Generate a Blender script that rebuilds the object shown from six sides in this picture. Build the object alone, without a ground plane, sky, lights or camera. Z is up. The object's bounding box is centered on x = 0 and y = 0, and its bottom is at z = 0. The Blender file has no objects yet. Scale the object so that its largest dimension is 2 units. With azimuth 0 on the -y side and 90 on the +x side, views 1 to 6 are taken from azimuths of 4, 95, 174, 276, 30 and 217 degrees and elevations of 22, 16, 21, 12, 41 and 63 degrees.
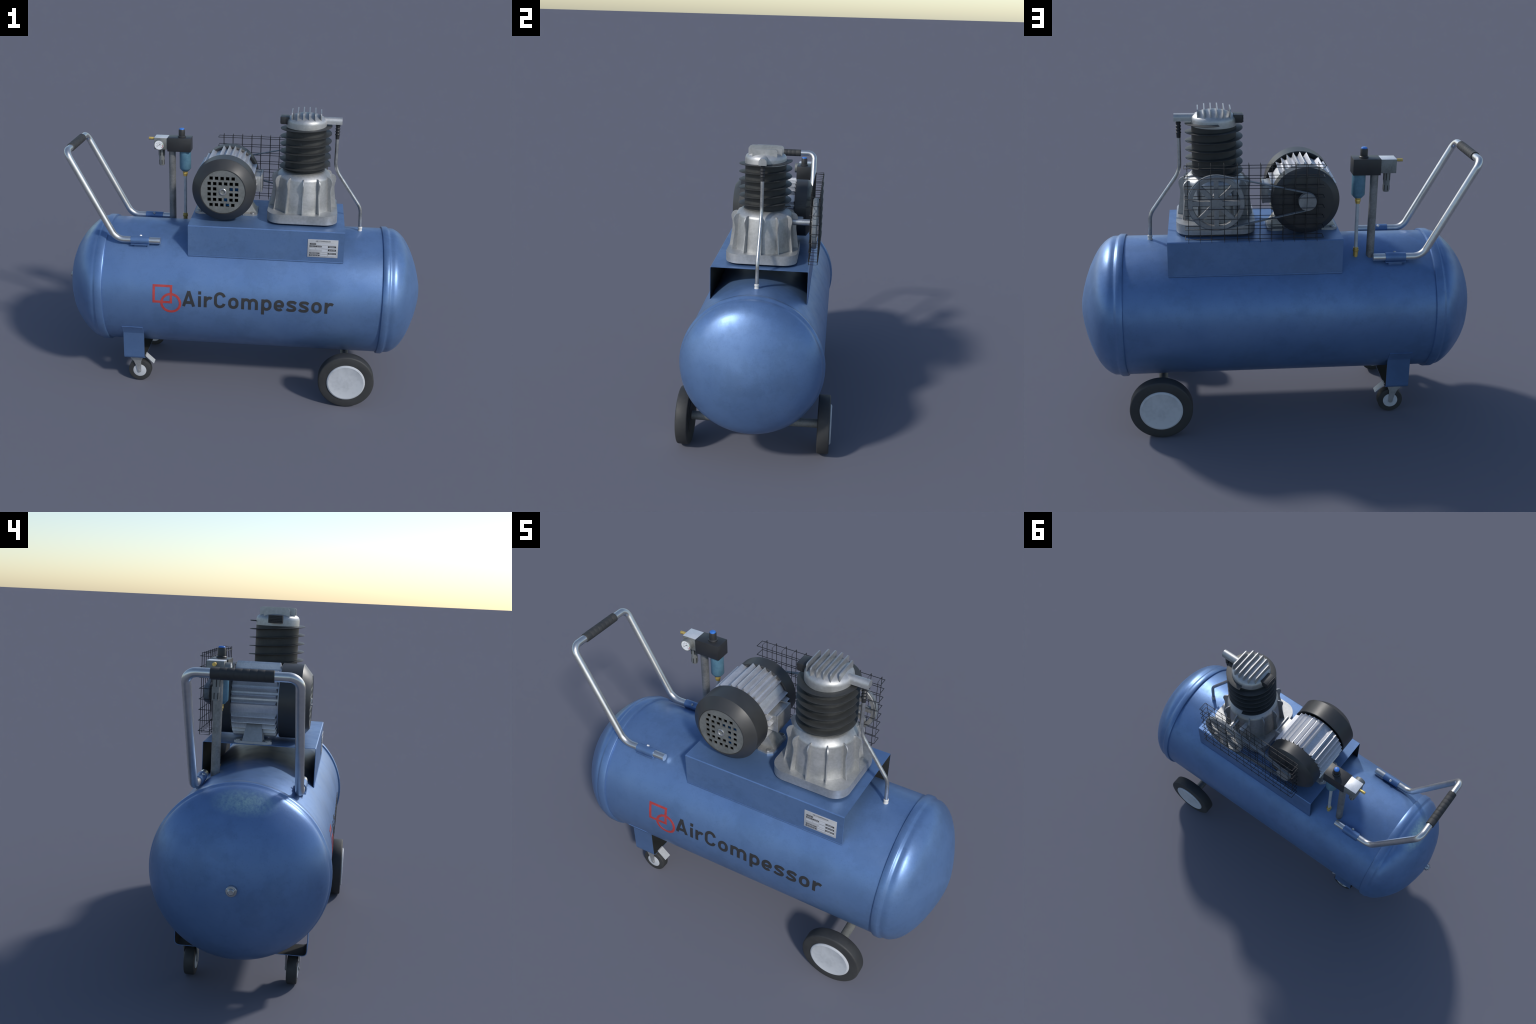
"""Wheeled air compressor: blue pressure tank, belt-driven pump, electric motor, regulator and push handle."""
import bpy, bmesh, math, random
from mathutils import Vector, Matrix

random.seed(7)
PI = math.pi

# ------------------------------------------------------------------ scene helpers
ROOT = bpy.data.objects.new("air_compressor", None)
bpy.context.scene.collection.objects.link(ROOT)
ROOT["label"] = "blue wheeled air compressor with motor, finned pump and handle"
ROOT["category"] = "air compressor"


def link(name, me, parent=None, mats=(), loc=(0, 0, 0), smooth=35, rot=None, local=False):
    """Put a mesh into the scene under a parent, shaded smooth below an angle.
    loc is in world space unless local is set."""
    for m in mats:
        me.materials.append(m)
    if smooth:
        me.polygons.foreach_set("use_smooth", [True] * len(me.polygons))
        me.set_sharp_from_angle(angle=math.radians(smooth))
    o = bpy.data.objects.new(name, me)
    bpy.context.scene.collection.objects.link(o)
    o.parent = parent or ROOT
    o.location = Vector(loc) if local or parent is None else Vector(loc) - parent.location
    if rot:
        o.rotation_euler = rot
    return o


def repeat(src, name, loc=None, rot=None):
    o = src.copy()
    o.name = name
    bpy.context.scene.collection.objects.link(o)
    if loc is not None:
        o.location = loc
    if rot is not None:
        o.rotation_euler = rot
    return o


def to_mesh(bm, name, centre=None):
    bmesh.ops.recalc_face_normals(bm, faces=bm.faces)
    me = bpy.data.meshes.new(name)
    bm.to_mesh(me)
    bm.free()
    return me


def axis_point(axis, r, a, t):
    """Point at radius r, angle a and station t around an axis."""
    c, s = r * math.cos(a), r * math.sin(a)
    return {"x": (t, c, s), "y": (c, t, s), "z": (c, s, t)}[axis]


def revolve_into(bm, profile, axis="z", centre=(0, 0, 0), seg=48, start=0.0):
    """Turn a profile of (radius, station) pairs round an axis; zero radii close to a point."""
    C = Vector(centre)
    rings = []
    for r, t in profile:
        if r < 1e-6:
            rings.append([bm.verts.new(C + Vector(axis_point(axis, 0, 0, t)))])
        else:
            rings.append([bm.verts.new(C + Vector(axis_point(axis, r, start + 2 * PI * i / seg, t))) for i in range(seg)])
    for a, b in zip(rings, rings[1:]):
        for i in range(seg):
            j = (i + 1) % seg
            if len(a) == 1 and len(b) == 1:
                continue
            if len(a) == 1:
                bm.faces.new((a[0], b[i], b[j]))
            elif len(b) == 1:
                bm.faces.new((a[i], a[j], b[0]))
            else:
                bm.faces.new((a[i], a[j], b[j], b[i]))
    if profile[0] == profile[-1]:        # closed section: a ring with a hole
        bmesh.ops.remove_doubles(bm, verts=rings[0] + rings[-1], dist=1e-6)
        return
    for ring in (rings[0], rings[-1]):
        if len(ring) > 2:
            bm.faces.new(ring)


def revolve(name, profile, axis="z", centre=(0, 0, 0), seg=48, parent=None, mats=(), smooth=35, start=0.0, local=False):
    bm = bmesh.new()
    revolve_into(bm, profile, axis, (0, 0, 0), seg, start)
    return link(name, to_mesh(bm, name), parent, mats, centre, smooth, None, local)


def box_into(bm, x0, x1, y0, y1, z0, z1, bevel=0.0, seg=2):
    r = bmesh.ops.create_cube(bm, size=1.0)
    vs = r["verts"]
    for v in vs:
        v.co = Vector((x0 + (v.co.x + .5) * (x1 - x0), y0 + (v.co.y + .5) * (y1 - y0), z0 + (v.co.z + .5) * (z1 - z0)))
    if bevel:
        es = list({e for v in vs for e in v.link_edges})
        bmesh.ops.bevel(bm, geom=es, offset=bevel, segments=seg, affect="EDGES", profile=.5)


def box(name, x0, x1, y0, y1, z0, z1, bevel=0.0, parent=None, mats=(), seg=2):
    cx, cy, cz = (x0 + x1) / 2, (y0 + y1) / 2, (z0 + z1) / 2
    bm = bmesh.new()
    box_into(bm, x0 - cx, x1 - cx, y0 - cy, y1 - cy, z0 - cz, z1 - cz, bevel, seg)
    return link(name, to_mesh(bm, name), parent, mats, (cx, cy, cz))


def fillet(points, radius, steps=10):
    """Round the inner corners of a polyline; radius may be one value or one per corner."""
    P = [Vector(p) for p in points]
    out = [P[0]]
    for k in range(1, len(P) - 1):
        r = radius if isinstance(radius, (int, float)) else radius[k - 1]
        a, b = (P[k - 1] - P[k]).normalized(), (P[k + 1] - P[k]).normalized()
        half = a.angle(b) / 2
        d = r / math.tan(half)
        c = P[k] + (a + b).normalized() * (r / math.sin(half))
        p0, p1 = P[k] + a * d - c, P[k] + b * d - c
        q = p0.rotation_difference(p1)
        ax, an = q.to_axis_angle()
        for i in range(steps + 1):
            out.append(c + Matrix.Rotation(an * i / steps, 3, ax) @ p0)
    out.append(P[-1])
    return out


def tube_into(bm, path, r, seg=20, closed=False):
    """Sweep a circle along a path; r is a number."""
    P = [Vector(p) for p in path]
    n = len(P)
    tang = []
    for i in range(n):
        if closed:
            t = (P[(i + 1) % n] - P[i]).normalized() + (P[i] - P[i - 1]).normalized()
        elif i == 0:
            t = P[1] - P[0]
        elif i == n - 1:
            t = P[-1] - P[-2]
        else:
            t = (P[i + 1] - P[i]).normalized() + (P[i] - P[i - 1]).normalized()
        tang.append(t.normalized())
    up = Vector((0, 0, 1)) if abs(tang[0].z) < .9 else Vector((0, 1, 0))
    nrm = (up - tang[0] * up.dot(tang[0])).normalized()
    rings = []
    for i in range(n):
        nrm = (nrm - tang[i] * nrm.dot(tang[i])).normalized()
        bi = tang[i].cross(nrm)
        # mitre: widen the ring where the path turns
        k = 1.0
        if (closed or 0 < i < n - 1):
            d = (P[(i + 1) % n] - P[i]).normalized()
            k = 1 / max(.5, d.dot(tang[i]))
        turn = ((P[(i + 1) % n] - P[i]).normalized() - (P[i] - P[i - 1]).normalized()) if (closed or 0 < i < n - 1) else Vector()
        turn = turn.normalized() if turn.length > 1e-5 else None
        ring = []
        for s in range(seg):
            a = 2 * PI * s / seg
            o = (nrm * math.cos(a) + bi * math.sin(a)) * r
            if turn is not None:
                o += turn * o.dot(turn) * (k - 1)
            ring.append(bm.verts.new(P[i] + o))
        rings.append(ring)
    pairs = list(zip(rings, rings[1:])) + ([(rings[-1], rings[0])] if closed else [])
    for a, b in pairs:
        for s in range(seg):
            t = (s + 1) % seg
            bm.faces.new((a[s], a[t], b[t], b[s]))
    if not closed:
        bm.faces.new(rings[0])
        bm.faces.new(rings[-1])


def tube(name, path, r, seg=20, parent=None, mats=(), closed=False, smooth=40):
    c = Vector(path[0])
    bm = bmesh.new()
    tube_into(bm, [Vector(p) - c for p in path], r, seg, closed)
    return link(name, to_mesh(bm, name), parent, mats, c, smooth)


def strip_into(bm, path, thick, x0, x1):
    """Bent sheet: a yz polyline with thickness to its right, extruded from x0 to x1.
    Faces on the thickness side get material slot 1."""
    P = [Vector((p[0], p[1])) for p in path]
    off = []
    for i in range(len(P)):
        d0 = (P[i] - P[i - 1]).normalized() if i else (P[1] - P[0]).normalized()
        d1 = (P[i + 1] - P[i]).normalized() if i < len(P) - 1 else d0
        n0, n1 = Vector((d0.y, -d0.x)), Vector((d1.y, -d1.x))
        m = (n0 + n1).normalized()
        off.append(P[i] + m * thick / max(.4, m.dot(n0)))
    V = [[bm.verts.new((x, p.x, p.y)) for p in row] for x in (x0, x1) for row in (P, off)]
    A, B, C, D = V
    inner = []
    for i in range(len(P) - 1):
        bm.faces.new((A[i], A[i + 1], C[i + 1], C[i]))
        inner.append(bm.faces.new((B[i], B[i + 1], D[i + 1], D[i])))
        bm.faces.new((A[i], A[i + 1], B[i + 1], B[i]))
        bm.faces.new((C[i], C[i + 1], D[i + 1], D[i]))
    for i in (0, -1):
        bm.faces.new((A[i], B[i], D[i], C[i]))
    for f in inner:
        f.material_index = 1


def prism_into(bm, outline, axis, t0, t1):
    """Extrude a flat outline of (a, b) points along an axis between two stations."""
    def pt(a, b, t):
        return {"x": (t, a, b), "y": (a, t, b), "z": (a, b, t)}[axis]
    A = [bm.verts.new(pt(a, b, t0)) for a, b in outline]
    B = [bm.verts.new(pt(a, b, t1)) for a, b in outline]
    n = len(A)
    bm.faces.new(A)
    bm.faces.new(B)
    for i in range(n):
        j = (i + 1) % n
        bm.faces.new((A[i], A[j], B[j], B[i]))


def round_rect(hx, hy, r, steps=8):
    pts = []
    for cx, cy, a0 in ((hx - r, hy - r, 0), (-hx + r, hy - r, 90), (-hx + r, -hy + r, 180), (hx - r, -hy + r, 270)):
        for i in range(steps + 1):
            a = math.radians(a0 + 90 * i / steps)
            pts.append((cx + r * math.cos(a), cy + r * math.sin(a)))
    return pts


# ------------------------------------------------------------------ materials
def new_mat(name):
    m = bpy.data.materials.new(name)
    m.use_nodes = True
    nt = m.node_tree
    return m, nt, nt.nodes["Principled BSDF"]


def N(nt, kind, **kw):
    n = nt.nodes.new(kind)
    for k, v in kw.items():
        if k in n.inputs:
            n.inputs[k].default_value = v
        else:
            setattr(n, k, v)
    return n


def noise(nt, coord, scale, detail=4, rough=.55):
    n = N(nt, "ShaderNodeTexNoise", Scale=scale, Detail=detail, Roughness=rough)
    nt.links.new(coord, n.inputs["Vector"])
    return n.outputs["Fac"]


def ramp(nt, fac, stops):
    r = nt.nodes.new("ShaderNodeValToRGB")
    e = r.color_ramp.elements
    while len(e) < len(stops):
        e.new(.5)
    for el, (p, c) in zip(e, stops):
        el.position = p
        el.color = (c, c, c, 1) if isinstance(c, (int, float)) else (*c, 1)
    nt.links.new(fac, r.inputs["Fac"])
    return r.outputs["Color"]


def mix(nt, fac, a, b):
    m = nt.nodes.new("ShaderNodeMix")
    m.data_type = "RGBA"
    for sock, v in ((m.inputs[0], fac), (m.inputs[6], a), (m.inputs[7], b)):
        if hasattr(v, "is_output"):
            nt.links.new(v, sock)
        elif isinstance(v, (int, float)):
            sock.default_value = v
        else:
            sock.default_value = (*v, 1)
    return m.outputs[2]


def math_node(nt, op, a, b=None, clamp=False):
    m = nt.nodes.new("ShaderNodeMath")
    m.operation = op
    m.use_clamp = clamp
    for s, v in ((m.inputs[0], a), (m.inputs[1], b)):
        if v is None:
            continue
        if hasattr(v, "is_output"):
            nt.links.new(v, s)
        else:
            s.default_value = v
    return m.outputs[0]


def bump(nt, bsdf, height, strength=.1, distance=.002):
    b = N(nt, "ShaderNodeBump", Strength=strength, Distance=distance)
    nt.links.new(height, b.inputs["Height"])
    nt.links.new(b.outputs["Normal"], bsdf.inputs["Normal"])


def mottled(name, dark, light, scale=12, rough=(.4, .6), metallic=0.0, fine=120, bump_s=.05, lo=.35, hi=.65, spec=.5):
    """Two-tone mottled surface with fine grain: cast metal, rubber, plastic."""
    m, nt, b = new_mat(name)
    co = nt.nodes.new("ShaderNodeTexCoord").outputs["Object"]
    big = noise(nt, co, scale, 6, .62)
    small = noise(nt, co, fine, 3, .6)
    f = math_node(nt, "MULTIPLY_ADD", small, .35)
    nt.links.new(math_node(nt, "MULTIPLY", big, .75), f.node.inputs[2])
    c = ramp(nt, f, [(lo, dark), (hi, light)])
    nt.links.new(c, b.inputs["Base Color"])
    nt.links.new(ramp(nt, big, [(.3, rough[0]), (.7, rough[1])]), b.inputs["Roughness"])
    b.inputs["Metallic"].default_value = metallic
    b.inputs["Specular IOR Level"].default_value = spec
    if bump_s:
        bump(nt, b, small, bump_s, .001)
    return m


def blue_paint(name, wear=False, gloss=(.40, .52), coat=0.0):
    """Blue sprayed metal: hazy scuffed patches, cloudy gloss and, on the tank, a chalky spot on one dome."""
    m, nt, b = new_mat(name)
    co = nt.nodes.new("ShaderNodeTexCoord").outputs["Object"]
    big = noise(nt, co, 3.2, 5, .6)
    mid = noise(nt, co, 14, 6, .65)
    fine = noise(nt, co, 170, 3, .6)
    col = mix(nt, ramp(nt, big, [(.36, 0.0), (.62, 1.0)]), PAINT_A, PAINT_B)
    col = mix(nt, ramp(nt, mid, [(.52, 0.0), (.70, .35)]), col, PAINT_C)
    # hazy slate patches with a grainy, half-sharp border
    cloud = noise(nt, co, 4.3, 8, .72)
    col = mix(nt, ramp(nt, cloud, [(.50, 0.0), (.57, .22), (.70, .36)]), col, (.082, .148, .270))
    pale = noise(nt, co, 2.1, 9, .74)
    col = mix(nt, ramp(nt, pale, [(.55, 0.0), (.68, .20)]), col, (.19, .28, .48))
    col = mix(nt, ramp(nt, fine, [(.30, .12), (.45, 0.0)]), col, (.02, .05, .12))
    rough = ramp(nt, math_node(nt, "MULTIPLY_ADD", mid, .55), [(.38, gloss[0]), (.58, gloss[1])])
    rough.node.inputs["Fac"].links[0].from_node.inputs[2].default_value = .15
    if wear:
        # roughness raised mid-dome to dim the highlight there, lower near the band
        sx = nt.nodes.new("ShaderNodeSeparateXYZ")
        nt.links.new(co, sx.inputs[0])
        zz = math_node(nt, "SUBTRACT", sx.outputs["Z"], .5405)
        rad = math_node(nt, "SQRT", math_node(nt, "ADD", math_node(nt, "MULTIPLY", zz, zz), math_node(nt, "MULTIPLY", sx.outputs["Y"], sx.outputs["Y"])))
        dull = ramp(nt, rad, [(.245, .16), (.315, 0.0)])
        rough = math_node(nt, "ADD", rough, dull)
        # chalky patch high on the -x dome
        vm = nt.nodes.new("ShaderNodeVectorMath")
        vm.operation = "DISTANCE"
        mp = nt.nodes.new("ShaderNodeMapping")
        mp.inputs["Location"].default_value = (.855, .02, -.846)
        mp2 = nt.nodes.new("ShaderNodeVectorMath")
        mp2.operation = "MULTIPLY"
        mp2.inputs[1].default_value = (1.0, .52, 1.2)
        nt.links.new(co, mp.inputs["Vector"])
        nt.links.new(mp.outputs[0], mp2.inputs[0])
        ln = nt.nodes.new("ShaderNodeVectorMath")
        ln.operation = "LENGTH"
        nt.links.new(mp2.outputs[0], ln.inputs[0])
        near = ramp(nt, ln.outputs["Value"], [(.010, 1.0), (.075, 0.0)])
        grain = ramp(nt, noise(nt, co, 70, 5, .75), [(.36, .25), (.60, 1.0)])
        spot = math_node(nt, "MULTIPLY", near, grain)
        spot = math_node(nt, "MULTIPLY", spot, .9)
        col = mix(nt, spot, col, (.42, .60, .58))
        nt.nodes.remove(vm)
    nt.links.new(col, b.inputs["Base Color"])
    nt.links.new(rough, b.inputs["Roughness"])
    b.inputs["Metallic"].default_value = PAINT_METAL
    b.inputs["Coat Weight"].default_value = coat
    b.inputs["Coat Roughness"].default_value = .3
    h = math_node(nt, "ADD", fine, math_node(nt, "MULTIPLY", mid, 2.0))
    bump(nt, b, h, .10, .0015)
    return m


PAINT_A, PAINT_B, PAINT_C = (.116, .211, .412), (.136, .238, .446), (.092, .172, .344)
PAINT_METAL = .5

M_TANK = blue_paint("blue_tank_paint")
M_DOME = blue_paint("blue_dome_paint", True, (.35, .46), .05)
M_BLUE = blue_paint("blue_frame_paint")
M_INNER = mottled("shade_blackened_inner", (.012, .013, .013), (.028, .030, .029), 8, (.6, .8), .0)  # near-black bakes the shadow under frame and bracket into their inner faces
M_CAST = mottled("cast_aluminium", (.28, .29, .28), (.51, .515, .52), 6, (.44, .56), .75, 70, .03, .26, .66)
M_FLY = mottled("mid_grey_mottle", (.20, .205, .21), (.31, .315, .32), 10, (.45, .6), .4, 90, .05)  # mid grey, between the pale rim edge and the darker wheel face
M_GRILLE = mottled("grey_zinc_grille", (.125, .135, .13), (.20, .21, .205), 22, (.5, .65), .35, 120, .05)
M_FIN = mottled("extruded_aluminium", (.44, .45, .47), (.64, .65, .68), 8, (.42, .55), .75, 140, .05)
M_STEEL = mottled("brushed_steel", (.30, .31, .31), (.55, .56, .57), 16, (.28, .42), .85, 160, .03)
M_CHROME = mottled("satin_tube", (.56, .56, .55), (.66, .66, .65), 9, (.29, .36), .92, 60, .0)
M_ZINC = mottled("zinc_tube", (.14, .145, .145), (.27, .275, .275), 18, (.40, .55), .5, 120, .05)
M_GALV = mottled("galvanised_sheet", (.16, .17, .165), (.25, .26, .255), 22, (.5, .65), .4, 150, .06)
M_PLATE = mottled("bright_plate", (.60, .62, .64), (.72, .74, .76), 20, (.4, .5), .35, 160, .02)
M_BLACK = mottled("black_enamel", (.028, .029, .030), (.038, .039, .040), 10, (.40, .46), 0.0, 130, .04)
M_BARREL = mottled("black_cast_barrel", (.022, .024, .025), (.038, .040, .040), 10, (.45, .6), 0.0, 130, .04)
M_RUBBER = mottled("tyre_rubber", (.022, .023, .024), (.036, .037, .038), 8, (.55, .75), 0.0, 90, .06)
M_PLASTIC = mottled("black_plastic", (.018, .019, .021), (.028, .029, .031), 14, (.38, .5), 0.0, 140, .03)
M_HUB = mottled("grey_hubcap_plastic", (.40, .42, .45), (.50, .52, .55), 7, (.45, .6), 0.0, 60, .02, .36, .60)
M_WIRE = mottled("black_wire", (.008, .008, .009), (.016, .016, .017), 20, (.45, .6), 0.0)
M_BRASS = mottled("brass", (.50, .34, .08), (.72, .52, .16), 50, (.3, .45), .6, 160, .04)
M_BOWL = mottled("teal_bowl_plastic", (.070, .165, .235), (.115, .240, .325), 30, (.35, .5), 0.0, 150, .03)
M_KNOB = mottled("blue_button_plastic", (.03, .15, .50), (.04, .18, .58), 20, (.35, .45))
M_FAN = mottled("blue_fan_plastic", (.01, .13, .38), (.015, .16, .45), 20, (.4, .5))
M_HOSE = mottled("clear_grey_hose", (.34, .37, .40), (.46, .49, .52), 25, (.35, .5), 0.0)
M_WHITE = mottled("white_fitting", (.52, .51, .49), (.64, .63, .60), 40, (.5, .6), 0.0)
M_DIAL = mottled("dial_white", (.80, .81, .82), (.88, .89, .90), 40, (.4, .5), 0.0, 160, 0)
M_INK = mottled("dial_ink", (.03, .03, .032), (.05, .05, .052), 40, (.5, .6), 0.0, 160, 0)
M_RED = mottled("red_print", (.31, .030, .030), (.40, .050, .048), 30, (.45, .6), 0.0, 200, 0)
M_GREEN = mottled("green_print", (.20, .42, .08), (.24, .48, .1), 30, (.45, .6), 0.0, 200, 0)
M_TEXT = mottled("worn_black_print", (.055, .045, .042), (.026, .027, .030), 60, (.45, .6), 0.0, 260, 0, .28, .40)
M_LABEL = mottled("silver_label", (.40, .41, .43), (.47, .48, .50), 24, (.45, .55), .15, 100, 0)
M_FIELD = mottled("label_field", (.50, .52, .56), (.54, .56, .60), 24, (.45, .55), .1, 100, 0)
M_BELT = mottled("grey_drive_belt", (.11, .13, .15), (.17, .19, .21), 30, (.5, .6), 0.0)

# ------------------------------------------------------------------ pressure tank
TC, TR = .5405, .351        # axis height and radius

TANK = revolve("tank", [(TR - .004, -.77), (TR, -.74), (TR, -.4), (TR, 0), (TR, .4), (TR, .775), (TR - .004, .80)],
               "x", (0, 0, 0), 96, None, [M_TANK])
for v in TANK.data.vertices:
    v.co.z += TC

# dome profiles: (radius, station); the -x dome is flatter and nearly conical at its middle
DOME_R = [(0, 1.0), (.030, .9985), (.060, .9945), (.105, .9845), (.158, .969), (.211, .9495), (.253, .930), (.280, .9145), (.303, .899),
          (.322, .882), (.336, .8645), (.345, .849), (.350, .838), (.3515, .826)]
DOME_L = [(0, -.9765), (.050, -.973), (.105, -.9625), (.158, -.9485), (.205, -.9300), (.235, -.9135), (.262, -.8950), (.291, -.8715),
          (.312, -.8510), (.328, -.8330), (.340, -.8165), (.348, -.803), (.3515, -.792)]


def dome_cap(prof, side, lo, hi):
    """End cap with the raised lap band (inboard edge lo, outboard edge hi) where it slides over the shell."""
    b = TR + .0098
    prof = prof + [(TR + .0005, hi + side * .010), (TR + .0015, hi + side * .005), (b - .002, hi - side * .003), (b, hi - side * .007),
                   (b, lo + side * .007), (b - .002, lo + side * .003), (TR - .001, lo - side * .0005), (TR - .012, lo)]
    o = revolve("end_cap", prof, "x", (0, 0, 0), 96, TANK, [M_DOME], 30)
    for v in o.data.vertices:
        v.co.z += TC
    return o


dome_cap(DOME_R, 1, .769, .806)
dome_cap(DOME_L, -1, -.731, -.776)

plug = revolve("drain_plug", [(.0215, -.965), (.0215, -.9885), (.0195, -.991), (.0150, -.9915), (.0135, -.9925), (.0125, -.9975), (.0095, -1.0), (0, -1.0)],
               "x", (0, 0, TC), 12, TANK, [M_STEEL], 25)


# ---- printed name and emblem, wrapped on the shell
def on_shell(x, s, h):
    a = s / TR
    return (x, -(TR + h) * math.cos(a), TC + (TR + h) * math.sin(a))


def slab_into(bm, left, right, h, closed=False):
    """Raised print between two rails of (x, s) points."""
    n = len(left)
    top = [[bm.verts.new(on_shell(x, s, h)) for x, s in rail] for rail in (left, right)]
    low = [[bm.verts.new(on_shell(x, s, -.001)) for x, s in rail] for rail in (left, right)]
    for i in range(n if closed else n - 1):
        j = (i + 1) % n
        bm.faces.new((top[0][i], top[1][i], top[1][j], top[0][j]))
        bm.faces.new((top[0][i], top[0][j], low[0][j], low[0][i]))
        bm.faces.new((top[1][i], low[1][i], low[1][j], top[1][j]))
    if not closed:
        for i in (0, -1):
            bm.faces.new((top[0][i], low[0][i], low[1][i], top[1][i]))


def stroke_into(bm, line, w, h, closed=False):
    P = [Vector(p) for p in line]
    n = len(P)
    L, R = [], []
    for i in range(n):
        d0 = (P[i] - P[i - 1]).normalized() if (i or closed) else (P[1] - P[0]).normalized()
        d1 = (P[(i + 1) % n] - P[i]).normalized() if (i < n - 1 or closed) else d0
        n0, n1 = Vector((-d0.y, d0.x)), Vector((-d1.y, d1.x))
        m = (n0 + n1).normalized()
        m *= (w / 2) / max(.5, m.dot(n0))
        L.append(tuple(P[i] + m))
        R.append(tuple(P[i] - m))
    slab_into(bm, L, R, h, closed)


def subdivide(line, step=.006):
    out = [line[0]]
    for a, b in zip(line, line[1:]):
        k = max(1, int(math.hypot(b[0] - a[0], b[1] - a[1]) / step))
        out += [(a[0] + (b[0] - a[0]) * i / k, a[1] + (b[1] - a[1]) * i / k) for i in range(1, k + 1)]
    return out


def arc(cx, cy, r, a0, a1, n=14):
    return [(cx + r * math.cos(math.radians(a0 + (a1 - a0) * i / n)), cy + r * math.sin(math.radians(a0 + (a1 - a0) * i / n))) for i in range(n + 1)]


def spline(ctrl, n=6):
    """Catmull-Rom through the control points."""
    P = [ctrl[0]] + list(ctrl) + [ctrl[-1]]
    out = []
    for k in range(1, len(P) - 2):
        p0, p1, p2, p3 = P[k - 1:k + 3]
        for i in range(n):
            t = i / n
            out.append(tuple(.5 * (2 * p1[c] + (p2[c] - p0[c]) * t + (2 * p0[c] - 5 * p1[c] + 4 * p2[c] - p3[c]) * t * t
                                   + (3 * p1[c] - p0[c] - 3 * p2[c] + p3[c]) * t ** 3) for c in (0, 1)))
    return out + [ctrl[-1]]


BASE, XH, CAP, SW = -.003, .0595, .085, .0158


def glyph(ch, x0, x1):
    """Centre lines (closed flag, points) of a round-cornered sans letter between x0 and x1."""
    hw, mid = SW / 2, (x0 + x1) / 2
    r = (x1 - x0) / 2 - hw
    top, bot = XH + .001 - hw, BASE - .001 + hw
    if ch == "A":
        return [(0, [(x0 + .0095, BASE), (mid, CAP - .002)]), (0, [(x1 - .0095, BASE), (mid, CAP - .002)]),
                (0, [(x0 + .018, .0195), (x1 - .018, .0195)])]
    if ch == "i":
        return [(0, [(mid, BASE), (mid, XH - .001)]), (0, [(mid, .0675), (mid, CAP)])]
    if ch == "r":
        return [(0, [(x0 + hw, BASE), (x0 + hw, XH)]),
                (0, spline([(x0 + hw + .001, .033), (x0 + .0175, .0445), (x0 + .0265, .0505), (x0 + .036, .0505), (x1 - .002, .0465)]))]
    if ch == "C":
        t, b = CAP + .001 - hw, BASE - .001 + hw
        return [(0, arc(mid, t - r, r, 12, 180) + arc(mid, b + r, r, 180, 348))]
    if ch in "op":
        loop = arc(mid, top - r, r, 0, 180) + arc(mid, bot + r, r, 180, 360)
        return [(1, loop)] + ([(0, [(x0 + hw, -.0275), (x0 + hw, XH)])] if ch == "p" else [])
    if ch == "m":
        q = (x1 - x0 - SW) / 4
        out = [(0, [(x0 + hw, BASE), (x0 + hw, XH)])]
        for k in (0, 1):
            c = x0 + hw + q * (1 + 2 * k)
            out.append((0, arc(c, top - q, q, 180, 0) + [(c + q, BASE)]))
        return out
    if ch == "e":
        return [(0, [(x0 + hw, .0265), (x1 - .004, .0265)]),
                (0, [(x1 - hw, .0265)] + arc(mid, top - r, r, 0, 180) + arc(mid, bot + r, r, 180, 318))]
    if ch == "s":
        return [(0, spline([(x1 - .004, .0445), (x1 - .015, .0510), (mid, .0520), (x0 + .015, .0500), (x0 + .0098, .0420), (x0 + .0160, .0345),
                            (mid, .0295), (x1 - .0150, .0235), (x1 - .0095, .0155), (x1 - .0150, .0068), (mid, .0045),
                            (x0 + .013, .0058), (x0 + .0035, .0125)]))]


LETTERS = [("A", -.296, -.222), ("i", -.209, -.191), ("r", -.177, -.133), ("C", -.122, -.059), ("o", -.0455, .010), ("m", .0245, .1145),
           ("p", .132, .187), ("e", .199, .254), ("s", .265, .321), ("s", .331, .387), ("o", .399, .454), ("r", .469, .515)]
for ch, a, b in LETTERS:
    bm = bmesh.new()
    for k, (closed, line) in enumerate(glyph(ch, a, b)):
        stroke_into(bm, line if closed else subdivide(line), SW, .0010 + .00025 * k, bool(closed))
    link("printed_letter", to_mesh(bm, "printed_letter"), TANK, [M_TEXT], smooth=30)

bm = bmesh.new()
sq = subdivide([(-.4487, .0155), (-.3553, .0155), (-.3553, .1045), (-.4487, .1045), (-.4487, .0155)])[:-1]
stroke_into(bm, sq, .0128, .0010, True)
link("emblem_square", to_mesh(bm, "emblem_square"), TANK, [M_RED], smooth=30)
bm = bmesh.new()
stroke_into(bm, arc(-.356, .011, .0505, 0, 360, 56)[:-1], .0128, .0014, True)
link("emblem_ring", to_mesh(bm, "emblem_ring"), TANK, [M_RED], smooth=30)

# ------------------------------------------------------------------ mounting frame (inverted channel)
FX0, FX1, FZ = -.2765, .5555, .9625
bm = bmesh.new()
strip_into(bm, [(-.250, .788), (-.250, FZ - .004), (-.246, FZ), (.246, FZ), (.250, FZ - .004), (.250, .788)], .002, FX0, FX1)
FRAME = link("mounting_frame", to_mesh(bm, "mounting_frame"), None, [M_BLUE, M_INNER], smooth=20)
for s in (-1, 1):
    y0, y1 = sorted((s * .249, s * .2522))
    box("frame_lip", FX0 + .001, FX1 - .001, y0, y1, .7885, .7945, .001, FRAME, [M_BLUE])

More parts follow.
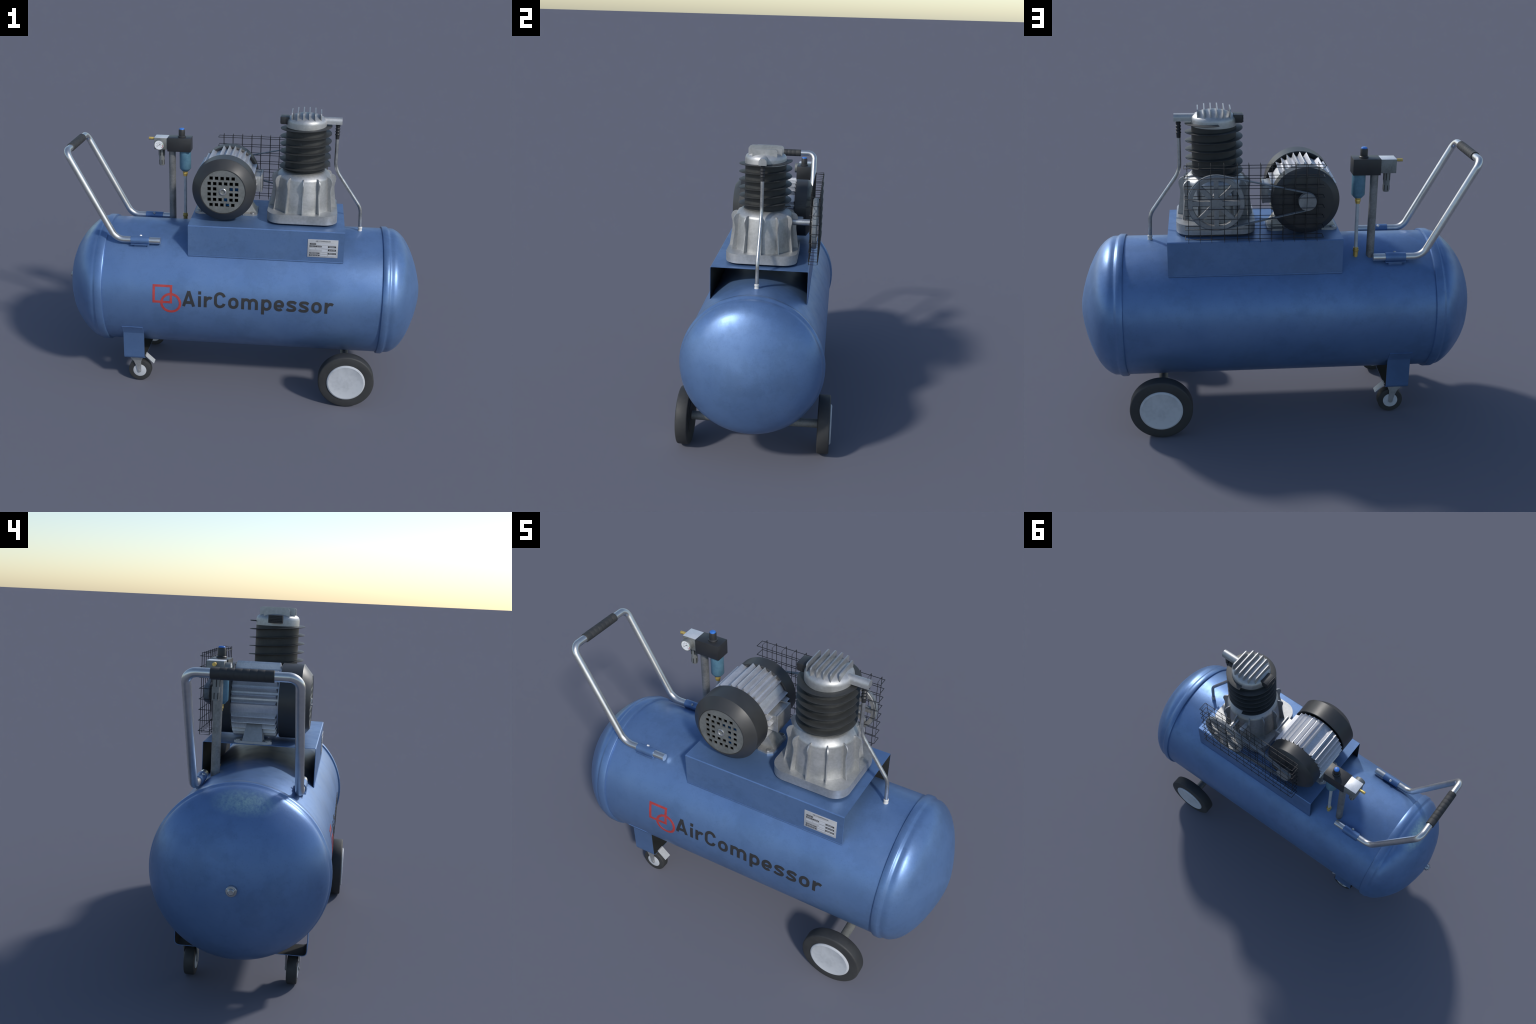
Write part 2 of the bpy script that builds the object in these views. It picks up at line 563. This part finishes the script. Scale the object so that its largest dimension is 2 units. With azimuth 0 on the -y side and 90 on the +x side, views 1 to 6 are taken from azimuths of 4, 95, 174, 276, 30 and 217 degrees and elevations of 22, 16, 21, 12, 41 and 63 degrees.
# name plate with its dark title blocks and pale fields
plate = box("nameplate", .363, .5235, -.2525, -.2495, .819, .919, .0006, FRAME, [M_LABEL])
DARK = [(.3741, .4055, .8893, .8980), (.373, .4046, .8775, .8848), (.4062, .4364, .8775, .8848), (.4705, .5131, .8757, .8850),
        (.4712, .5136, .8567, .8665), (.4712, .5142, .8377, .8465), (.3737, .4272, .8392, .8455), (.3728, .4279, .8265, .8340)]
FIELD = [(.4101, .5116, .8900, .8965), (.3732, .4023, .8632, .8690), (.4074, .4366, .8632, .8690), (.4384, .4698, .8510, .8845),
         (.472, .5129, .8685, .8737), (.4726, .5129, .8490, .8542), (.4317, .4679, .8405, .8452), (.431, .4668, .8285, .8340), (.4724, .5129, .8285, .8350)]
for x0, x1, z0, z1 in FIELD:
    box("label_field", x0, x1, -.2531, -.252, z0, z1, 0, FRAME, [M_FIELD])
words = random.Random(3)
for x0, x1, z0, z1 in DARK:
    box("label_block", x0, x1, -.2533, -.252, z0, z1, 0, FRAME, [M_INK])
    bm = bmesh.new()      # tiny reversed-out lettering, too small to read
    x, n = x0 + .006, 0
    while x < x1 - .006:
        w = words.choice((.0016, .0022, .0028))
        lo = words.choice((0, 0, .0008))
        box_into(bm, x, x + w, -.2536, -.2532, z0 + (z1 - z0) * .32 + lo, z1 - (z1 - z0) * .32)
        x += w + words.choice((.0009, .0009, .0026))
    o = link("label_lettering", to_mesh(bm, "label_lettering"), FRAME, [M_FIELD], smooth=0)
    o["kind"] = "stuff"
box("label_field", .440, .468, -.2534, -.2531, .8675, .8690, 0, FRAME, [M_INK])

cu = bpy.data.curves.new("nameplate_title", "FONT")
cu.body = "AIR COMPRESSOR"
cu.size = .0098
cu.extrude = .0003
cu.align_x = "CENTER"
tmp = bpy.data.objects.new("nameplate_title_curve", cu)
bpy.context.scene.collection.objects.link(tmp)
bpy.context.view_layer.update()
me = bpy.data.meshes.new_from_object(tmp.evaluated_get(bpy.context.evaluated_depsgraph_get()))
bpy.data.objects.remove(tmp)
link("nameplate_title", me, FRAME, [M_INK], (.4437, -.2527, .9065), 0, (PI / 2, 0, 0))

# ------------------------------------------------------------------ electric motor
MX, MZ = -.096, 1.143


def rev_y(name, prof, centre=(MX, 0, MZ), seg=64, parent=None, mats=(), smooth=30, start=0.0):
    return revolve(name, prof, "y", centre, seg, parent, mats, smooth, start)


MOTOR = rev_y("electric_motor", [(.118, -.075), (.1450, -.072), (.1450, .143), (.118, .146), (.118, -.075)], mats=[M_FIN])
rev_y("motor_dark_shell", [(.1148, -.178), (.1178, -.178), (.1178, .142), (0, .142), (0, .139), (.1148, .139), (.1148, -.178)], parent=MOTOR, mats=[M_INNER])  # dark shell inside the motor, seen through the vents
rev_y("fan_cowl", [(.115, -.100), (.1645, -.074), (.168, -.0765), (.168, -.169), (.1665, -.1715), (.122, -.2085), (.1185, -.209), (.1175, -.2055), (.1175, -.185), (.1150, -.18), (.115, -.100)],
      parent=MOTOR, mats=[M_BLACK])
rev_y("rear_cowl", [(.11, .150), (.155, .137), (.1605, .140), (.1605, .204), (.1585, .2065), (.1300, .2275), (.1270, .2285), (.03, .2285), (0, .2285)], parent=MOTOR, mats=[M_BLACK])

# cooling fins: wedge section along the motor, one missing in every seven of 32 stations
fin = bmesh.new()
y0, y1 = -.0665, .1385
sect = [(.140, -.0120), (.1470, -.0095), (.1670, -.0014), (.1685, 0), (.1670, .0014), (.1470, .0095), (.140, .0120)]
prism_into(fin, sect, "y", y0, y1)
for v in fin.verts:           # slanted ends at the tips
    if v.co.x > .16:
        v.co.y += .006 if v.co.y < 0 else -.006
bmesh.ops.recalc_face_normals(fin, faces=fin.faces)
fin_me = bpy.data.meshes.new("cooling_fin")
fin.to_mesh(fin_me)
fin.free()
first = None
for k in range(32):
    if (k - 3) % 7 == 0 and k <= 31:
        continue
    a = math.radians(11.25 * k)
    if first is None:
        first = link("cooling_fin", fin_me, MOTOR, [M_FIN], (MX, 0, MZ), 20, (0, -a, 0))
    else:
        repeat(first, "cooling_fin", None, (0, -a, 0))

# grille disc with square vents
bm = bmesh.new()
revolve_into(bm, [(0, -.0055), (.1170, -.0055), (.1175, -.0045), (.1175, .001), (0, .001)], "y", (0, 0, 0), 64)
grille = link("fan_grille", to_mesh(bm, "fan_grille"), MOTOR, [M_GRILLE], (MX, -.2015, MZ), 30)
cut = bmesh.new()
P, W = .0290, .0185
for row in range(6):
    cols = 5 if row in (0, 5) else 6
    for c in range(cols):
        if row in (2, 3) and c in (2, 3):
            continue
        x = (c - (cols - 1) / 2) * P
        if cols == 5:
            x -= .0045
        z = (2.5 - row) * P
        box_into(cut, x - W / 2, x + W / 2, -.02, .02, z - W / 2, z + W / 2)
cut_o = link("vent_cutter", to_mesh(cut, "vent_cutter"), None, [], (MX, -.2015, MZ), 0)
md = grille.modifiers.new("vents", "BOOLEAN")
md.operation = "DIFFERENCE"
md.object = cut_o
md.solver = "EXACT"
bpy.context.view_layer.update()
me = bpy.data.meshes.new_from_object(grille.evaluated_get(bpy.context.evaluated_depsgraph_get()))
grille.modifiers.clear()
grille.data = me
me.polygons.foreach_set("use_smooth", [False] * len(me.polygons))
bpy.data.objects.remove(cut_o)
rev_y("grille_hub", [(.0185, .004), (.0185, -.004), (.0165, -.0055), (.0125, -.0055), (.0115, -.004), (.0105, .012), (0, .012)], (MX, -.2065, MZ), 24, MOTOR, [M_STEEL])
# fan wheel behind the vents
bm = bmesh.new()
for a in (-76, 2):
    s = [(.034, -.010), (.092, -.013), (.094, .009), (.034, .008)]
    c, d = math.cos(math.radians(a)), math.sin(math.radians(a))
    prism_into(bm, [(p * c - q * d, p * d + q * c) for p, q in s], "y", -.004, .004)
revolve_into(bm, [(.022, -.0035), (.022, .006), (0, .006)], "y", (0, 0, 0), 24)
link("fan_wheel", to_mesh(bm, "fan_wheel"), MOTOR, [M_FAN], (MX, -.160, MZ), 30)

# terminal box on the +x side
bm = bmesh.new()
box_into(bm, .025, .094, -.030, .086, 1.0975, 1.185, .0025)
box_into(bm, .090, .0995, -.0315, .089, 1.0965, 1.1925, .002)
box_into(bm, .045, .092, .081, .0885, 1.10, 1.1915, .0015)
JB = link("terminal_box", to_mesh(bm, "terminal_box"), MOTOR, [M_CAST], smooth=30)

# feet with gusset and bolts
def foot(side):
    bm = bmesh.new()
    o = [(.095, -.046), (.150, -.052), (.1725, -.032), (.1725, .095), (.150, .115), (.095, .109)]
    prism_into(bm, [(MX + side * a, b) for a, b in o], "z", .9628, .974)
    lo = [(.166, -.012), (.166, .078), (.085, .078), (.085, -.012)]
    hi = [(.118, .000), (.118, .066), (.085, .066), (.085, .000)]
    A = [bm.verts.new((MX + side * a, b, .9735)) for a, b in lo]
    B = [bm.verts.new((MX + side * a, b, 1.045)) for a, b in hi]
    bm.faces.new(A)
    bm.faces.new(B)
    for i in range(4):
        j = (i + 1) % 4
        bm.faces.new((A[i], A[j], B[j], B[i]))
    link("motor_foot", to_mesh(bm, "motor_foot"), MOTOR, [M_CAST], smooth=20)
    for y in (-.034, .097):
        revolve("foot_bolt", [(.0125, 0), (.0125, .0035), (.0105, .0050), (0, .0050)], "z", (MX + side * .148, y, .974), 8, MOTOR, [M_STEEL], 25)


foot(1)
foot(-1)

# ------------------------------------------------------------------ pump
PX = .325
PUMP = revolve("pump", [(.145, 1.005), (.1575, 1.020), (.1555, 1.06), (.1475, 1.195), (.1455, 1.202), (.141, 1.208), (.121, 1.2265), (.112, 1.231), (.100, 1.232)], "z", (PX, 0, 0), 64, None, [M_CAST], 30)

bm = bmesh.new()
prism_into(bm, round_rect(.1885, .184, .075, 10), "z", .9745, 1.0230)
es = [e for e in bm.edges if abs(e.verts[0].co.z - e.verts[1].co.z) < 1e-6]
bmesh.ops.bevel(bm, geom=es, offset=.0022, segments=2, affect="EDGES")
link("crankcase_base", to_mesh(bm, "crankcase_base"), PUMP, [M_CAST], (PX, 0, 0), 30)
for sx in (-1, 1):
    for sy in (-1, 1):
        revolve("rubber_pad", [(.018, .9625), (.018, .976)], "z", (PX + sx * .125, sy * .122, 0), 16, PUMP, [M_RUBBER])

# ribs: wavy outer edge
rib = bmesh.new()
outer = spline([(.1825, 1.021), (.1770, 1.06), (.1715, 1.10), (.1680, 1.125), (.1685, 1.148), (.1730, 1.168), (.1750, 1.184), (.1700, 1.198), (.1600, 1.207), (.1450, 1.211)], 4)
prism_into(rib, [(.138, 1.019)] + outer + [(.138, 1.208)], "y", -.0026, .0026)
rib_me = to_mesh(rib, "crankcase_rib")
first = None
for k in range(12):
    a = math.radians(30 * k)
    if first is None:
        first = link("crankcase_rib", rib_me, PUMP, [M_CAST], (PX, 0, 0), 25)
    else:
        repeat(first, "crankcase_rib", None, (0, 0, a))

revolve("cylinder_barrel", [(.103, 1.220), (.1095, 1.226), (.1095, 1.234), (.1062, 1.238), (.1062, 1.466), (.10, 1.468)], "z", (PX + .001, 0, 0), 64, PUMP, [M_BARREL], 30)

# one continuous spiral cooling fin, six turns, right-handed
bm = bmesh.new()
turns, seg, pitch, th = 6, 72, .0411, .0042
rings = []
for i in range(turns * seg + 1):
    a = math.radians(100) - 2 * PI * i / seg
    z = 1.4832 - pitch * i / seg
    rings.append([bm.verts.new((r * math.cos(a), r * math.sin(a), z + dz)) for r, dz in ((.100, -th / 2), (.1350, -th / 2), (.1372, -th / 4), (.1372, th / 4), (.1350, th / 2), (.100, th / 2))])
for a, b in zip(rings, rings[1:]):
    for k in range(6):
        bm.faces.new((a[k], a[(k + 1) % 6], b[(k + 1) % 6], b[k]))
bm.faces.new(rings[0])
bm.faces.new(rings[-1])
link("spiral_cooling_fin", to_mesh(bm, "spiral_cooling_fin"), PUMP, [M_BARREL], (PX + .001, 0, 0), 40)

revolve("cylinder_head", [(.100, 1.460), (.1072, 1.463), (.1072, 1.490), (.1058, 1.499), (.1010, 1.5075), (.090, 1.5155), (.066, 1.5265), (.036, 1.5335), (0, 1.5355)], "z", (PX + .001, 0, 0), 64, PUMP, [M_CAST], 40)
for k in range(6):
    hl = (.063, .086, .090, .090, .086, .063)[k]
    zt = (1.5475, 1.5505, 1.552, 1.552, 1.5505, 1.5475)[k]
    o = [(-hl, 1.500), (hl, 1.500), (hl, zt - .018)] + arc(hl - .013, zt - .013, .013, 10, 90, 6) + arc(-hl + .013, zt - .013, .013, 90, 170, 6) + [(-hl, zt - .018)]
    bm = bmesh.new()
    prism_into(bm, o, "x", -.0028, .0028)
    link("head_fin", to_mesh(bm, "head_fin"), PUMP, [M_CAST], (PX + .0305 * (k - 2.5), 0, 0), 25)

# air intake: black box with slats on its outer face
bm = bmesh.new()
box_into(bm, .191, .232, -.035, .035, 1.4775, 1.5155, .0015)
INT = link("air_intake", to_mesh(bm, "air_intake"), PUMP, [M_PLASTIC])
for k in range(5):
    z = 1.4825 + k * .0072
    box("intake_slat", .186, .192, -.034, .034, z - .0014, z + .0022, .0006, PUMP, [M_PLASTIC])

# outlet: half-round bar with flat underside
bm = bmesh.new()
prism_into(bm, [(-.020, 1.483), (.020, 1.483)] + arc(0, 1.498, .020, 0, 180, 12), "x", .415, .5135)
link("outlet_bar", to_mesh(bm, "outlet_bar"), PUMP, [M_CAST], smooth=40)

# flywheel with eight spokes, shaft and side stub
WX, WZ, WY0, WY1 = .3245, 1.158, .2525, .2785
FW = rev_y("flywheel", [(.1095, WY0), (.127, WY0), (.1300, WY0 + .003), (.1285, WY0 + .0085), (.1285, WY1 - .0085), (.1300, WY1 - .003), (.127, WY1), (.1095, WY1), (.1095, WY0)], (WX, 0, WZ), 72, PUMP, [M_FLY])
bm = bmesh.new()
for k in range(4):
    a = PI * k / 4
    c, d = math.cos(a), math.sin(a)
    q = .0008 * k
    prism_into(bm, [(p * c - r * d, p * d + r * c) for p, r in ((-.113, -.0105), (.113, -.0105), (.113, .0105), (-.113, .0105))], "y", WY0 + .003 + q, WY1 - .001 - q)
revolve_into(bm, [(.030, WY0 + .001), (.030, WY1 - .0005)], "y", (0, 0, 0), 8, PI / 8)
link("flywheel_spokes", to_mesh(bm, "flywheel_spokes"), PUMP, [M_FLY], (WX, 0, WZ), 25)
rev_y("crank_shaft", [(.0165, .12), (.0165, WY0 + .004)], (WX, 0, WZ + .003), 24, PUMP, [M_STEEL])
rev_y("shaft_collar", [(.0205, .243), (.0205, WY0 + .004)], (WX, 0, WZ + .003), 24, PUMP, [M_CAST])
rev_y("oil_filler", [(.0175, .10), (.0175, .196), (.0155, .2), (0, .2)], (.264, 0, 1.158), 24, PUMP, [M_CAST])

# motor pulley and belt
rev_y("motor_pulley", [(.016, .2285), (.016, .250), (.0405, .2525), (.0415, .2545), (.0385, .262), (.0385, .270), (.0415, .2775), (.0405, .2795), (0, .2795)], (MX, 0, 1.158), 40, MOTOR, [M_FLY])


def belt_path(x0, z0, r0, x1, z1, r1, n=40):
    """Outline of an open belt round two pulleys (0 on the left, 1 on the right)."""
    d = x1 - x0
    b = math.degrees(math.acos((r0 - r1) / d))
    return arc(x0, z0, r0, b, 360 - b, n) + arc(x1, z1, r1, -b, b, n)


bm = bmesh.new()
o = belt_path(MX, 1.158, .0425, WX, WZ, .1332)
i = belt_path(MX, 1.158, .0385, WX, WZ, .1290)
ya, yb = .2575, .2745
V = [[bm.verts.new((p[0], y, p[1])) for p in ring] for ring in (o, i) for y in (ya, yb)]
n = len(o)
for k in range(n):
    j = (k + 1) % n
    for a, b in ((0, 1), (2, 3), (0, 2), (1, 3)):
        bm.faces.new((V[a][k], V[a][j], V[b][j], V[b][k]))
link("drive_belt", to_mesh(bm, "drive_belt"), None, [M_BELT], smooth=40)

# ------------------------------------------------------------------ wire belt guard
GX0, GX1, GY0, GY1, GZ0, GZ1, GR = -.172, .4685, .242, .292, .991, 1.328, .0016
GUARD = None
bm = bmesh.new()
tube_into(bm, [(GX0, GY0, 0), (GX1, GY0, 0), (GX1, GY1, 0), (GX0, GY1, 0)], GR, 6, True)
me = to_mesh(bm, "guard_wire")
GUARD = link("belt_guard", me, None, [M_WIRE], (0, 0, GZ0), 60)
for k in range(1, 8):
    o = repeat(GUARD, "guard_wire", (0, 0, 0 + (GZ1 - GZ0) * k / 7))
    o.parent = GUARD
bm = bmesh.new()
tube_into(bm, [(0, GY0 + .003, .9700), (0, GY1 - .003, .9700), (0, GY1 - .003, 1.3405), (0, GY0 + .003, 1.3405)], GR, 6, True)
me = to_mesh(bm, "guard_hoop")
hoop = None
for x in (.454, .401, .348, .288, .228, .175, .122, .069, .016, -.038, -.091, -.144):
    if hoop is None:
        hoop = link("guard_hoop", me, GUARD, [M_WIRE], (x, 0, 0), 60)
    else:
        repeat(hoop, "guard_hoop", (x, 0, -GZ0))

# ------------------------------------------------------------------ delivery pipe
PIPE = tube("delivery_pipe", fillet([(.4925, 0, 1.41), (.4925, 0, 1.238), (.6425, 0, 1.022), (.6475, 0, .890)], [.13, .10], 12), .0092, 18, None, [M_STEEL])


def child_rev(name, prof, axis, centre, parent, mats, seg=32, smooth=30):
    """Revolved child whose parent may stand away from the origin."""
    return revolve(name, prof, axis, centre, seg, parent, mats, smooth)


ribs = [(.0100, 1.486)]
for k in range(4):
    z = 1.4725 - .0155 * k
    ribs += [(.0102, z + .006), (.0135, z + .0015), (.0135, z - .0005), (.0108, z - .003)]
ribs += [(.0102, 1.410), (.0098, 1.402), (.007, 1.401)]
child_rev("rubber_sleeve", ribs, "z", (.4925, 0, 0), PIPE, [M_PLASTIC])
child_rev("pipe_fitting", [(.0095, .915), (.0120, .912), (.0120, .905), (.0105, .903), (.0105, .897), (.0120, .894), (.0120, .885)], "z", (.6475, 0, 0), PIPE, [M_WHITE], 16)

# ------------------------------------------------------------------ push handle
HY, HT, HZ = .2105, .2050, .852
path = fillet([(-.432, -HY, HZ), (-.674, -HY, HZ), (-.9255, -HT, 1.3235), (-.9255, HT, 1.3235), (-.674, HY, HZ), (-.432, HY, HZ)], [.075, .042, .042, .075], 12)
HANDLE = tube("push_handle", path, .0178, 24, None, [M_CHROME])


def under(o, parent):
    o.parent = parent
    o.location = o.location - parent.location
    return o


grip = [(.0195, -.1145), (.0222, -.1125)]
for k in range(-3, 4):
    y = k * .027
    grip += [(.0225, y - .0010), (.0220, y), (.0225, y + .0010)]
grip += [(.0222, .1125), (.0195, .1145)]
under(revolve("rubber_grip", grip, "y", (-.9255, 0, 1.3235), 32, None, [M_RUBBER], 50), HANDLE)
for s in (-1, 1):
    bm = bmesh.new()
    revolve_into(bm, [(.0178, -.592), (.0222, -.5915), (.0222, -.4925), (.0178, -.492)], "x", (0, 0, 0), 28)
    box_into(bm, -.592, -.492, -.0215, .0215, -.0225, -.0185, .0008)
    box_into(bm, -.575, -.509, -.008, .008, -.040, -.019)
    under(link("clamp_sleeve", to_mesh(bm, "clamp_sleeve"), None, [M_BLUE], (0, s * HY, HZ), 40), HANDLE)
    o = revolve("clamp_screw", [(.0075, -.006), (.0075, .004), (.006, .0055), (0, .0055)], "z", (-.542, s * (HY - .0155), HZ + .0175), 8, None, [M_PLATE if s < 0 else M_STEEL], 25)
    o.rotation_euler = (s * .6, 0, 0)
    under(o, HANDLE)

# ------------------------------------------------------------------ regulator unit on its post
RY = .165
REG = box("air_regulator", -.4475, -.3155, .124, .2055, 1.2615, 1.3385, .0022, None, [M_PLASTIC])


def reg(o):
    return under(o, REG)


reg(revolve("support_post", [(.0195, .835), (.0195, 1.263)], "z", (-.4255, RY, 0), 28, None, [M_ZINC]))
reg(box("valve_block", -.5210, -.4470, .1295, .2025, 1.2705, 1.3360, .0010, None, [M_GALV]))
reg(box("valve_block_top", -.5208, -.4472, .1297, .2023, 1.3355, 1.3372, .0003, None, [M_PLATE]))
# muffler under the block, with dark slots
reg(revolve("muffler", [(.0172, 1.272), (.0172, 1.228), (.0158, 1.220), (.0152, 1.178), (.0140, 1.1725), (0, 1.1725)], "z", (-.4855, RY, 0), 24, None, [M_GALV]))
for k in range(6):
    for row, r, z0, z1 in ((0, .0172, 1.230, 1.266), (1, .0155, 1.179, 1.205)):
        a = math.radians(60 * k + 30 * row + 12)
        bm = bmesh.new()
        box_into(bm, -.0012, .0008, -.0019, .0019, z0 - 1.22, z1 - 1.22)
        reg(link("muffler_slot", to_mesh(bm, "muffler_slot"), None, [M_INNER], (-.4855 + r * math.cos(a), RY + r * math.sin(a), 1.22), 0, (0, 0, a)))
reg(revolve("outlet_nozzle", [(.0070, -.515), (.0070, -.534), (.0078, -.536), (.0078, -.5565), (0, -.5565)], "x", (0, RY, 1.3245), 18, None, [M_BRASS]))
reg(revolve("pressure_knob", [(.0225, 1.338), (.0225, 1.3435), (.0195, 1.3465), (.0178, 1.3475), (.0180, 1.377), (.0160, 1.3815), (.010, 1.382), (0, 1.382)], "z", (-.3705, RY, 0), 28, None, [M_PLASTIC]))
reg(revolve("knob_button", [(.0145, 1.380), (.0145, 1.3855), (.0120, 1.3880), (0, 1.3885)], "z", (-.3705, RY, 0), 24, None, [M_KNOB], 50))
reg(revolve("filter_bowl", [(.0325, 1.263), (.0325, 1.160), (.0300, 1.156), (.0190, 1.1435), (0, 1.1435)], "z", (-.3515, RY, 0), 32, None, [M_BOWL], 40))
reg(revolve("hose_fitting", [(.0110, 1.1445), (.0145, 1.142), (.0145, 1.136), (.0125, 1.134), (.0140, 1.130), (.0140, 1.124), (.0115, 1.122), (.0115, 1.114), (.008, 1.113)], "z", (-.3520, RY, 0), 12, None, [M_BRASS], 25))
reg(tube("drain_hose", [(-.352, RY, 1.125), (-.352, RY + .001, 1.0), (-.3535, RY + .004, .87)], .0088, 16, None, [M_HOSE]))
reg(revolve("hose_fitting", [(.0088, .892), (.0125, .890), (.0125, .882), (.0145, .880), (.0145, .872), (.0120, .869), (.0120, .856), (.0100, .836)], "z", (-.3535, RY + .004, 0), 12, None, [M_BRASS], 25))

# pressure gauge facing -y
GC = (-.4895, 0, 1.3015)
GF = .1035
reg(revolve("gauge_case", [(.0270, .131), (.0290, .128), (.0290, GF + .0015), (.0278, GF), (.0258, GF), (.0252, GF + .0015), (0, GF + .0015)], "y", GC, 36, None, [M_GALV], 30))
reg(revolve("gauge_dial", [(.0251, GF + .002), (.0251, GF + .0010), (0, GF + .0010)], "y", GC, 36, None, [M_DIAL], 30))


def dial_mark(name, line, w, h, mat, closed=False):
    """Flat mark on the dial: stroke in (x, z) with a little depth."""
    P2 = [Vector(p) for p in line]
    bm = bmesh.new()
    n = len(P2)
    L, R = [], []
    for i in range(n):
        d = (P2[min(i + 1, n - 1)] - P2[max(i - 1, 0)]).normalized()
        m = Vector((-d.y, d.x)) * w / 2
        L.append(P2[i] + m)
        R.append(P2[i] - m)
    y0, y1 = GF + .0012, GF + .0010 - h
    vs = [[bm.verts.new((p.x, y, p.y)) for p in rail] for y in (y0, y1) for rail in (L, R)]
    for i in range(n - 1):
        for a, b in ((0, 1), (2, 3), (0, 2), (1, 3)):
            bm.faces.new((vs[a][i], vs[a][i + 1], vs[b][i + 1], vs[b][i]))
    for i in (0, -1):
        bm.faces.new((vs[0][i], vs[1][i], vs[3][i], vs[2][i]))
    return reg(link(name, to_mesh(bm, name), None, [mat], GC, 0))


dial_mark("gauge_red_zone", arc(0, 0, .0215, -45, 2, 10), .0032, .0004, M_RED)
dial_mark("gauge_green_zone", arc(0, 0, .0215, 4, 26, 6), .0026, .0004, M_GREEN)
dial_mark("gauge_scale", arc(0, 0, .0110, -40, 220, 30), .0007, .0003, M_INK)
for k in range(8):
    a = math.radians(-42 + k * 264 / 7)
    dial_mark("gauge_tick", [(.0140 * math.cos(a), .0140 * math.sin(a)), (.0188 * math.cos(a), .0188 * math.sin(a))], .0013, .0003, M_INK)
a = math.radians(214)
dial_mark("gauge_needle", [(.0165 * math.cos(a), .0165 * math.sin(a)), (0, 0)], .0012, .0007, M_INK)
dial_mark("gauge_needle_tail", [(0, 0), (-.0085 * math.cos(a), -.0085 * math.sin(a))], .0034, .0009, M_INK)

# ------------------------------------------------------------------ wheels and axle
AX, AZ = .606, .152
AXLE = revolve("axle", [(.023, -.345), (.023, .345)], "y", (AX, 0, AZ), 28, None, [M_GALV])
under(revolve("axle_post", [(.0215, .152), (.0215, .205)], "z", (AX + .002, 0, 0), 24, None, [M_GALV]), AXLE)
tyre_prof = [(.060, -.029), (.110, -.031), (.145, -.0315), (.1500, -.029), (.1520, -.0245), (.1520, .0245), (.1500, .029), (.145, .0315), (.110, .031), (.060, .029)]
cap_prof = [(.1040, .020), (.1040, .0340), (.1020, .0368), (.0955, .0395), (.092, .0385), (.04, .0395), (0, .0395)]
inner_prof = [(.09, -.033), (.09, -.02)]
wheel = None
for s in (-1, 1):
    flip = (0, 0, 0) if s > 0 else (0, 0, PI)
    w = revolve("wheel", tyre_prof, "y", (AX, s * .3650, AZ), 56, None, [M_RUBBER], 40)
    w.rotation_euler = flip
    c = revolve("hubcap", cap_prof, "y", (0, 0, 0), 56, w, [M_HUB], 30, 0.0, True)
    c = revolve("wheel_disc", inner_prof, "y", (0, 0, 0), 40, w, [M_RUBBER], 30, 0.0, True)

# ------------------------------------------------------------------ caster bracket and casters
bm = bmesh.new()
half = [(-.313, .3745), (-.2795, .3235), (-.278, .320), (-.278, .178), (-.2755, .1675), (-.2690, .1605), (-.2580, .1570)]
prof = half + [(-y, z) for y, z in reversed(half)]
strip_into(bm, list(reversed(prof)), .003, -.6385, -.5225)
BRK = link("caster_bracket", to_mesh(bm, "caster_bracket"), None, [M_BLUE, M_INNER], smooth=30)

CX, CZ, CR = -.5605, .065, .065
for s in (-1, 1):
    cy = s * .2175
    ct = revolve("caster", [(.030, -.0215), (.058, -.0225), (.0630, -.0205), (.0650, -.016), (.0650, .016), (.0630, .0205), (.058, .0225), (.030, .0215)], "y", (CX, cy, CZ), 40, None, [M_RUBBER], 40)
    for k in (-1, 1):
        a, b = sorted((k * .019, k * .0245))
        ring = [(.0375, k * .015), (.0375, k * .0235), (.0350, k * .0245), (.0, k * .0245)]
        revolve("caster_hub", ring, "y", (0, 0, 0), 32, ct, [M_HUB], 30, 0.0, True)
    # fork: swivel plate, two tapering legs
    bm = bmesh.new()
    revolve_into(bm, [(.036, .0925), (.040, .090), (.040, .083), (.034, .080)], "z", (-.018, 0, 0), 28)
    leg = [(-.052, .086), (.022, .086), (.0105, .060), (.0095, .030), (.0095, .002)] + arc(-.001, 0, .0105, 0, -180, 8) + [(-.0125, .006), (-.018, .030), (-.030, .060)]
    for k in (-1, 1):
        a, b = sorted((k * .0265, k * .0305))
        prism_into(bm, leg, "y", a, b)
    revolve_into(bm, [(.006, -.032), (.006, .032)], "y", (0, 0, 0), 12)
    link("caster_fork", to_mesh(bm, "caster_fork"), ct, [M_CAST], smooth=30, local=True)
    # brake tab
    bm = bmesh.new()
    p, q = Vector((.034, .0955)), Vector((.0825, .0490))
    nrm = Vector((.69, .72)) * .0016
    prism_into(bm, [tuple(p + nrm), tuple(q + nrm), tuple(q - nrm), tuple(p - nrm)], "y", -.0205, .0205)
    box_into(bm, .0, .036, -.012, .012, .0845, .0885)
    link("brake_tab", to_mesh(bm, "brake_tab"), ct, [M_PLATE], smooth=20, local=True)
